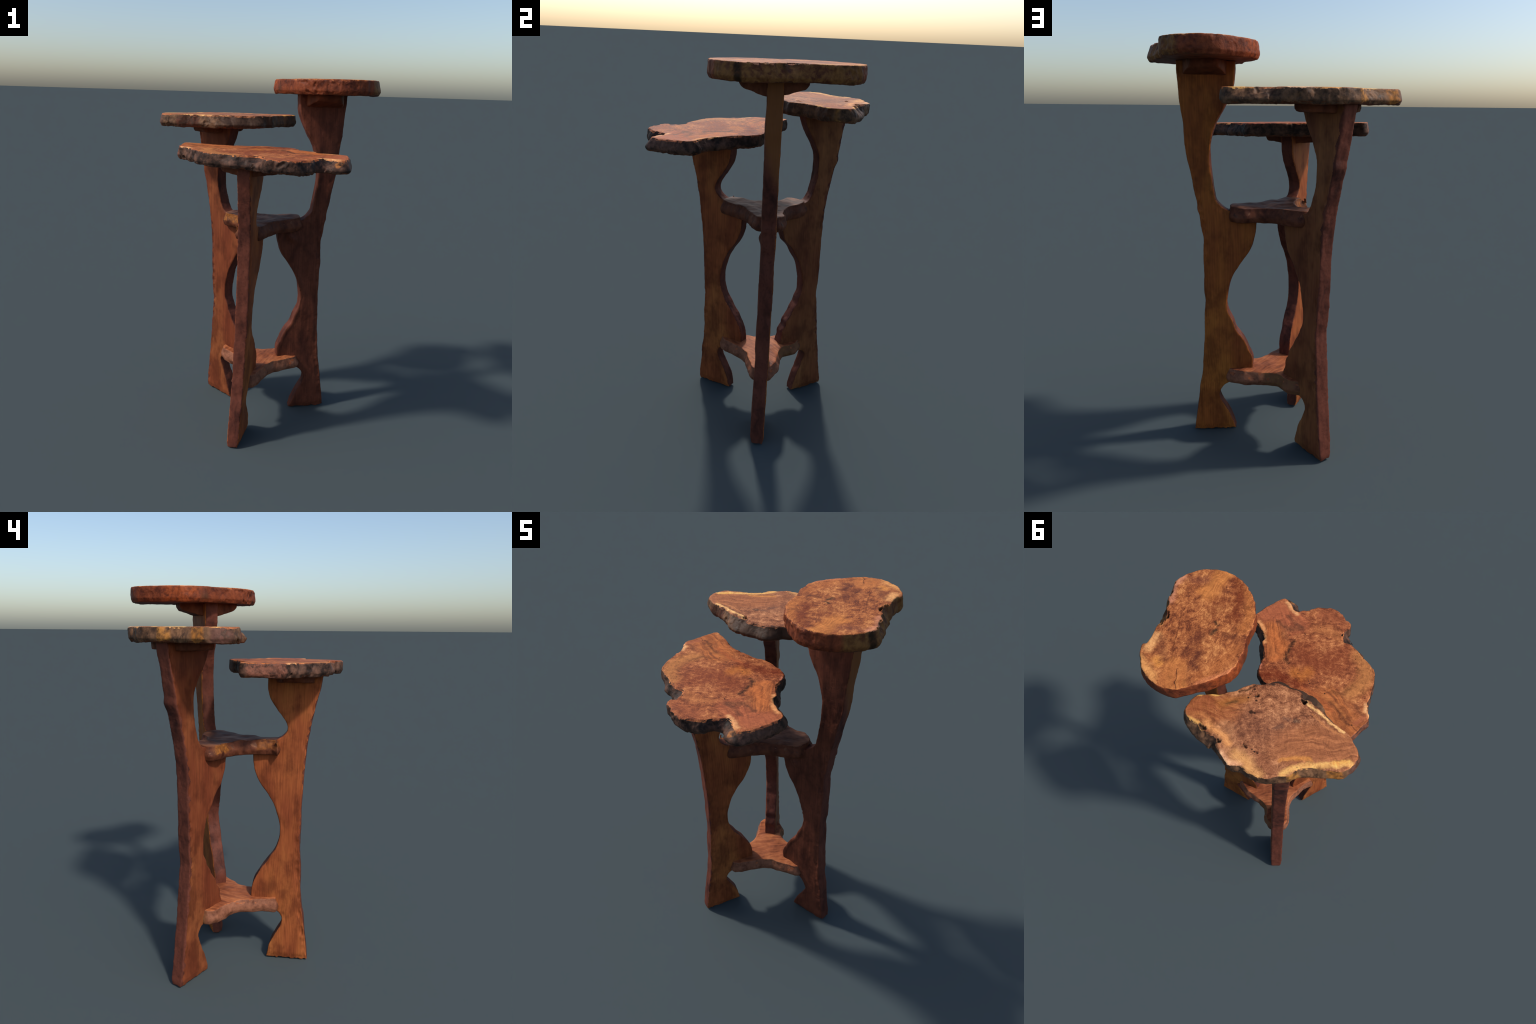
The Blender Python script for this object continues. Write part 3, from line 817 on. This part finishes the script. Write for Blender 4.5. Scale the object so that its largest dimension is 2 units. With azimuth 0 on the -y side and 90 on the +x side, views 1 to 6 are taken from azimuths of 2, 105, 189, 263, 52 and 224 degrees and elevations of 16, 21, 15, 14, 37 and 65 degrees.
def main():
    root = bpy.data.objects.new("plant_stand", None)
    bpy.context.scene.collection.objects.link(root)
    root["label"] = "three-tier live-edge wooden plant stand on carved plank legs"
    root["category"] = "plant stand"

    def local(marks, o):
        return [(k, [off(p, o) for p in pts], w, soft, srgb(*c), a) for k, pts, w, soft, c, a in marks]

    def patch(o, pts, w, soft, c, k):
        return ([off(p, o) for p in pts], w, soft, srgb(*c), k)

    # ---- legs
    face_mat = {
        "tall": plank_face_material("plank_wood_amber", (0.21, 0.054, 0.015), (0.27, 0.081, 0.018), (0.33, 0.112, 0.022)),
        "low": plank_face_material("plank_wood_orange", (0.18, 0.043, 0.016), (0.26, 0.072, 0.023), (0.34, 0.112, 0.032)),
        "mid": plank_face_material("plank_wood_red", (0.13, 0.030, 0.013), (0.175, 0.046, 0.018), (0.225, 0.070, 0.025)),
    }
    edge_mat = carved_edge_material("carved_edge", (0.040, 0.013, 0.010), (0.115, 0.034, 0.021))
    brown_face = plank_face_material("plank_wood_brown", (0.14, 0.040, 0.017), (0.185, 0.063, 0.024), (0.235, 0.090, 0.032))
    tall_edge = carved_edge_material("half_sawn_edge", (0.040, 0.013, 0.010), (0.115, 0.034, 0.021), sawn=(0.22, 0.078, 0.025))
    rough_face = carved_edge_material("carved_face", (0.055, 0.016, 0.010), (0.110, 0.033, 0.018), True)
    for key in ("tall", "low", "mid"):
        me, slots = build_leg(key)
        d, _ = leg_frame(key)
        add("leg", me, root, [face_mat[key], tall_edge if key == "tall" else edge_mat, brown_face if key == "mid" else rough_face], (CENTRE[0], CENTRE[1], 0), math.atan2(d[1], d[0]), slots)

    # ---- shelves
    A = arm_point
    low_outline = [A("low", .285, -.055), A("low", .292, 0.0), A("low", .285, .06), (.002, -.172), (.016, -.143), (.036, -.10), (.058, -.057), (.09, -.012),
                   (.132, .008), A("tall", .175, -.088), A("tall", .258, -.052), A("tall", .270, 0), A("tall", .260, .052), A("tall", .175, .092), (.09, .198), (.04, .192),
                   (-.02, .188), (-.06, .206), (-.107, .252), A("mid", .236, -.028), A("mid", .246, .02), A("mid", .238, .074), A("mid", .205, .098), (-.225, .128), (-.195, .098),
                   (-.155, .055), (-.135, .005), (-.130, -.05), (-.132, -.11)]
    mid_outline = [A("low", .280, -.060), A("low", .287, .02), A("low", .280, .08), (.014, -.166), (.030, -.130), (.056, -.084), (.094, -.036), (.140, .0),
                   A("tall", .165, -.10), A("tall", .235, -.062), A("tall", .247, 0), A("tall", .235, .06), A("tall", .165, .096), (.07, .188), (.0, .18), (-.05, .194), A("mid", .15, -.062),
                   A("mid", .224, -.016), A("mid", .232, .03), A("mid", .224, .084), A("mid", .165, .116), (-.165, .08), (-.125, .03), (-.110, -.03), (-.110, -.09), (-.117, -.15)]
    low_wood = shelf_material("shelf_wood", srgb(90, 48, 33), srgb(138, 78, 50), srgb(176, 108, 68))
    low_side = bark_material("shelf_edge", srgb(58, 32, 24), srgb(98, 60, 44), srgb(138, 90, 68), 0.55, [patch(CENTRE, [(.0, .18), (-.18, .25)], .03, .04, (112, 80, 44), .7)], 0.25)
    mid_wood = shelf_material("shadow_darkened_shelf_wood", srgb(58, 36, 29), srgb(92, 60, 46), srgb(128, 84, 60))  # browns darkened for the shadow the slabs throw on this shelf
    mid_side = bark_material("sapwood_shelf_edge", srgb(42, 24, 20), srgb(72, 39, 29), srgb(104, 60, 42), 0.5,
                             [patch(CENTRE, [(-.22, .12), (-.17, .085)], .03, .03, (158, 98, 44), .85), patch(CENTRE, [(-.115, -.15), (-.11, -.1)], .03, .03, (146, 88, 44), .7)], 0.25, 1.196)
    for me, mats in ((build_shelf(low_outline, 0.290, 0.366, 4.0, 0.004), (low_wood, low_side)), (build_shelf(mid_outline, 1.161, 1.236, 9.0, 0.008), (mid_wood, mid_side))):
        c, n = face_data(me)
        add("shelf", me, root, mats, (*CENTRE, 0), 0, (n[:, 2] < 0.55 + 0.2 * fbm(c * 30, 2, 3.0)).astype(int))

    # ---- support plates
    plate = carved_edge_material("plate_wood", (0.07, 0.020, 0.010), (0.15, 0.045, 0.02))
    for key, args in (("tall", (.240, .448, -.142, .170, 1.848, 1.922, .040, 2.0, .035)),
                      ("low", (.262, .458, -.105, .205, 1.526, 1.578, .012, 5.0, .045)),
                      ("mid", (.255, .425, -.120, .185, 1.690, 1.732, .006, 7.0, .028))):
        d, _ = leg_frame(key)
        add("support_plate", build_plate(*args), root, [plate], (*CENTRE, 0), math.atan2(d[1], d[0]))

    # ---- slabs
    under = carved_edge_material("slab_underside", (0.06, 0.020, 0.011), (0.14, 0.046, 0.02))

    o = (.30, .21)
    top = slab_top_material("burl_top_mottled", (srgb(116, 62, 38), srgb(160, 94, 54), srgb(204, 138, 82)),
                            [([off((.42, .05), o), off((.465, -.08), o)], .05, math.radians(-72), .7, srgb(150, 84, 42), srgb(216, 140, 72)),
                             ([off((.14, .50), o), off((.22, .43), o)], .06, math.radians(-60), .6, srgb(160, 90, 46), srgb(206, 132, 70))],
                            local(MARKS_TALL, o), 0.45, math.radians(-62), (), (.12, -.02), (1.6, .8))
    bark = bark_material("live_edge_worked", srgb(42, 24, 19), srgb(82, 41, 29), srgb(124, 64, 40), 0.5,  # edge colours set below the sunlit tone, towards the sides in shade
                         [patch(o, [(.60, .02), (.60, .12), (.52, .24), (.46, .34), (.43, .45), (.36, .53)], .03, .03, (138, 96, 52), .8),
                          patch(o, [(.62, .10)], .012, .012, (34, 24, 18), .9), patch(o, [(.46, .30)], .012, .016, (34, 24, 18), .9),
                          patch(o, [(.50, .27), (.46, .25)], .014, .014, (26, 20, 16), .9), patch(o, [(.40, .48), (.37, .51)], .014, .016, (30, 22, 18), .85),
                          patch(o, [(.055, .185), (.066, .17)], .012, .018, (58, 48, 36), .8),
                          patch(o, [(.03, .27), (.05, .35)], .03, .04, (164, 80, 40), .5)], 0.6)
    me, slots = build_slab(RIM_TALL, 1.996, 0.078, (0, 0), 1.0, 0.0035,
                           [((.472, .280), (.034, .022), -0.9, .045), ((.452, .322), (.022, .012), 1.9, .024), ((.553, .180), (.022, .010), -0.8, .022),
                            ((.428, .425), (.016, .010), 1.2, .018), ((.588, .125), (.016, .008), -1.0, .016)], o, 0.5)
    add("tabletop", me, root, [top, bark, under], (*o, 0), 0, slots)

    o = (-.03, -.24)
    pins = [(*off((x, y), o), w) for x, y, w in PINS_LOW]
    top = slab_top_material("burl_top_swirled", (srgb(114, 60, 38), srgb(154, 88, 54), srgb(200, 132, 82)),
                            [([off((.37, -.30), o), off((.24, -.33), o)], .09, math.radians(165), .8, srgb(130, 70, 48), srgb(186, 104, 68)),
                             ([off((.28, -.21), o), off((.17, -.14), o)], .07, math.radians(140), .8, srgb(116, 62, 36), srgb(196, 114, 62)),
                             ([off((-.22, -.10), o), off((-.44, -.06), o)], .09, math.radians(172), .85, srgb(118, 66, 40), srgb(190, 112, 62))],
                            local(MARKS_LOW, o), 0.5, 0.6, pins, (-.04, -.03), (1, 1.2))
    bark = bark_material("live_edge_blackish", srgb(17, 15, 14), srgb(50, 38, 33), srgb(104, 74, 60), 0.38,
                         [patch(o, [(-.46, -.12), (-.46, .00)], .03, .02, (140, 88, 70), .85),
                          patch(o, [(.42, -.26), (.42, -.38)], .02, .02, (112, 78, 64), .8),
                          patch(o, [(.38, -.41), (.36, -.42)], .008, .008, (190, 120, 66), .7),
                          patch(o, [(-.42, -.18)], .008, .01, (180, 112, 66), .7),
                          patch(o, [(.28, -.43), (.27, -.41)], .02, .02, (90, 60, 50), .7)])
    me, slots = build_slab(RIM_LOW, 1.634, 0.064, (-.018, .012), 2.0, 0.004,
                           [((-.012, -.462), (.020, .014), 1.2, .030), ((.285, -.402), (.016, .010), 0.4, .024), ((.200, -.068), (.020, .008), 2.4, .018)], o, 0.7)
    add("tabletop", me, root, [top, bark, under], (*o, 0), 0, slots)

    o = (-.21, .28)
    top = slab_top_material("burl_top_pale", (srgb(114, 68, 46), srgb(155, 99, 67), srgb(198, 138, 95)),
                            [([off((-.33, .27), o), off((-.40, .18), o), off((-.54, .10), o)], .11, math.radians(48 + 180), .85, srgb(132, 78, 50), srgb(184, 116, 74)),
                             ([off((.13, .42), o), off((.02, .36), o)], .10, math.radians(25), .8, srgb(134, 70, 42), srgb(190, 120, 70)),
                             ([off((-.06, .42), o), off((-.15, .47), o), off((-.25, .46), o)], .05, math.radians(-70), .6, srgb(150, 96, 64), srgb(214, 152, 104))],
                            local(MARKS_MID, o), 0.4, 0.9, [(*off((x, y), o), w) for x, y, w in PINS_MID], (.02, .03), (.8, 1.3))
    bark = bark_material("live_edge_mixed", srgb(20, 17, 15), srgb(68, 50, 39), srgb(122, 88, 64), 0.42,
                         [patch(o, [(-.60, .09), (-.61, .17)], .03, .02, (104, 70, 62), .85),
                          patch(o, [(-.57, .24), (-.54, .26)], .018, .014, (186, 120, 58), .9),
                          patch(o, [(-.44, .37), (-.42, .40)], .012, .012, (178, 120, 60), .85),
                          patch(o, [(-.52, .29), (-.46, .32)], .02, .012, (136, 98, 70), .85),
                          patch(o, [(-.56, .06), (-.54, .05)], .010, .010, (190, 124, 60), .85),
                          patch(o, [(-.47, .03), (-.38, .04)], .02, .02, (92, 50, 40), .8),
                          patch(o, [(.14, .48), (.17, .44)], .01, .012, (178, 122, 62), .8),
                          patch(o, [(.17, .42), (.16, .36)], .014, .014, (90, 62, 48), .7),
                          patch(o, [(-.20, .05), (-.03, .07), (.03, .16)], .03, .03, (58, 44, 38), .8)])
    me, slots = build_slab(RIM_MID, 1.795, 0.066, (0, 0), 3.0, 0.003,
                           [((-.035, .195), (.017, .012), 0.3, .016), ((-.005, .215), (.010, .006), 0.9, .010), ((-.185, .415), (.022, .008), -0.2, .014),
                            ((.020, .488), (.028, .014), 0.4, .026), ((-.212, .060), (.022, .014), -0.4, .030), ((-.075, .488), (.030, .012), 0.5, .024)], o, 0.6)
    add("tabletop", me, root, [top, bark, under], (*o, 0), 0, slots)


main()
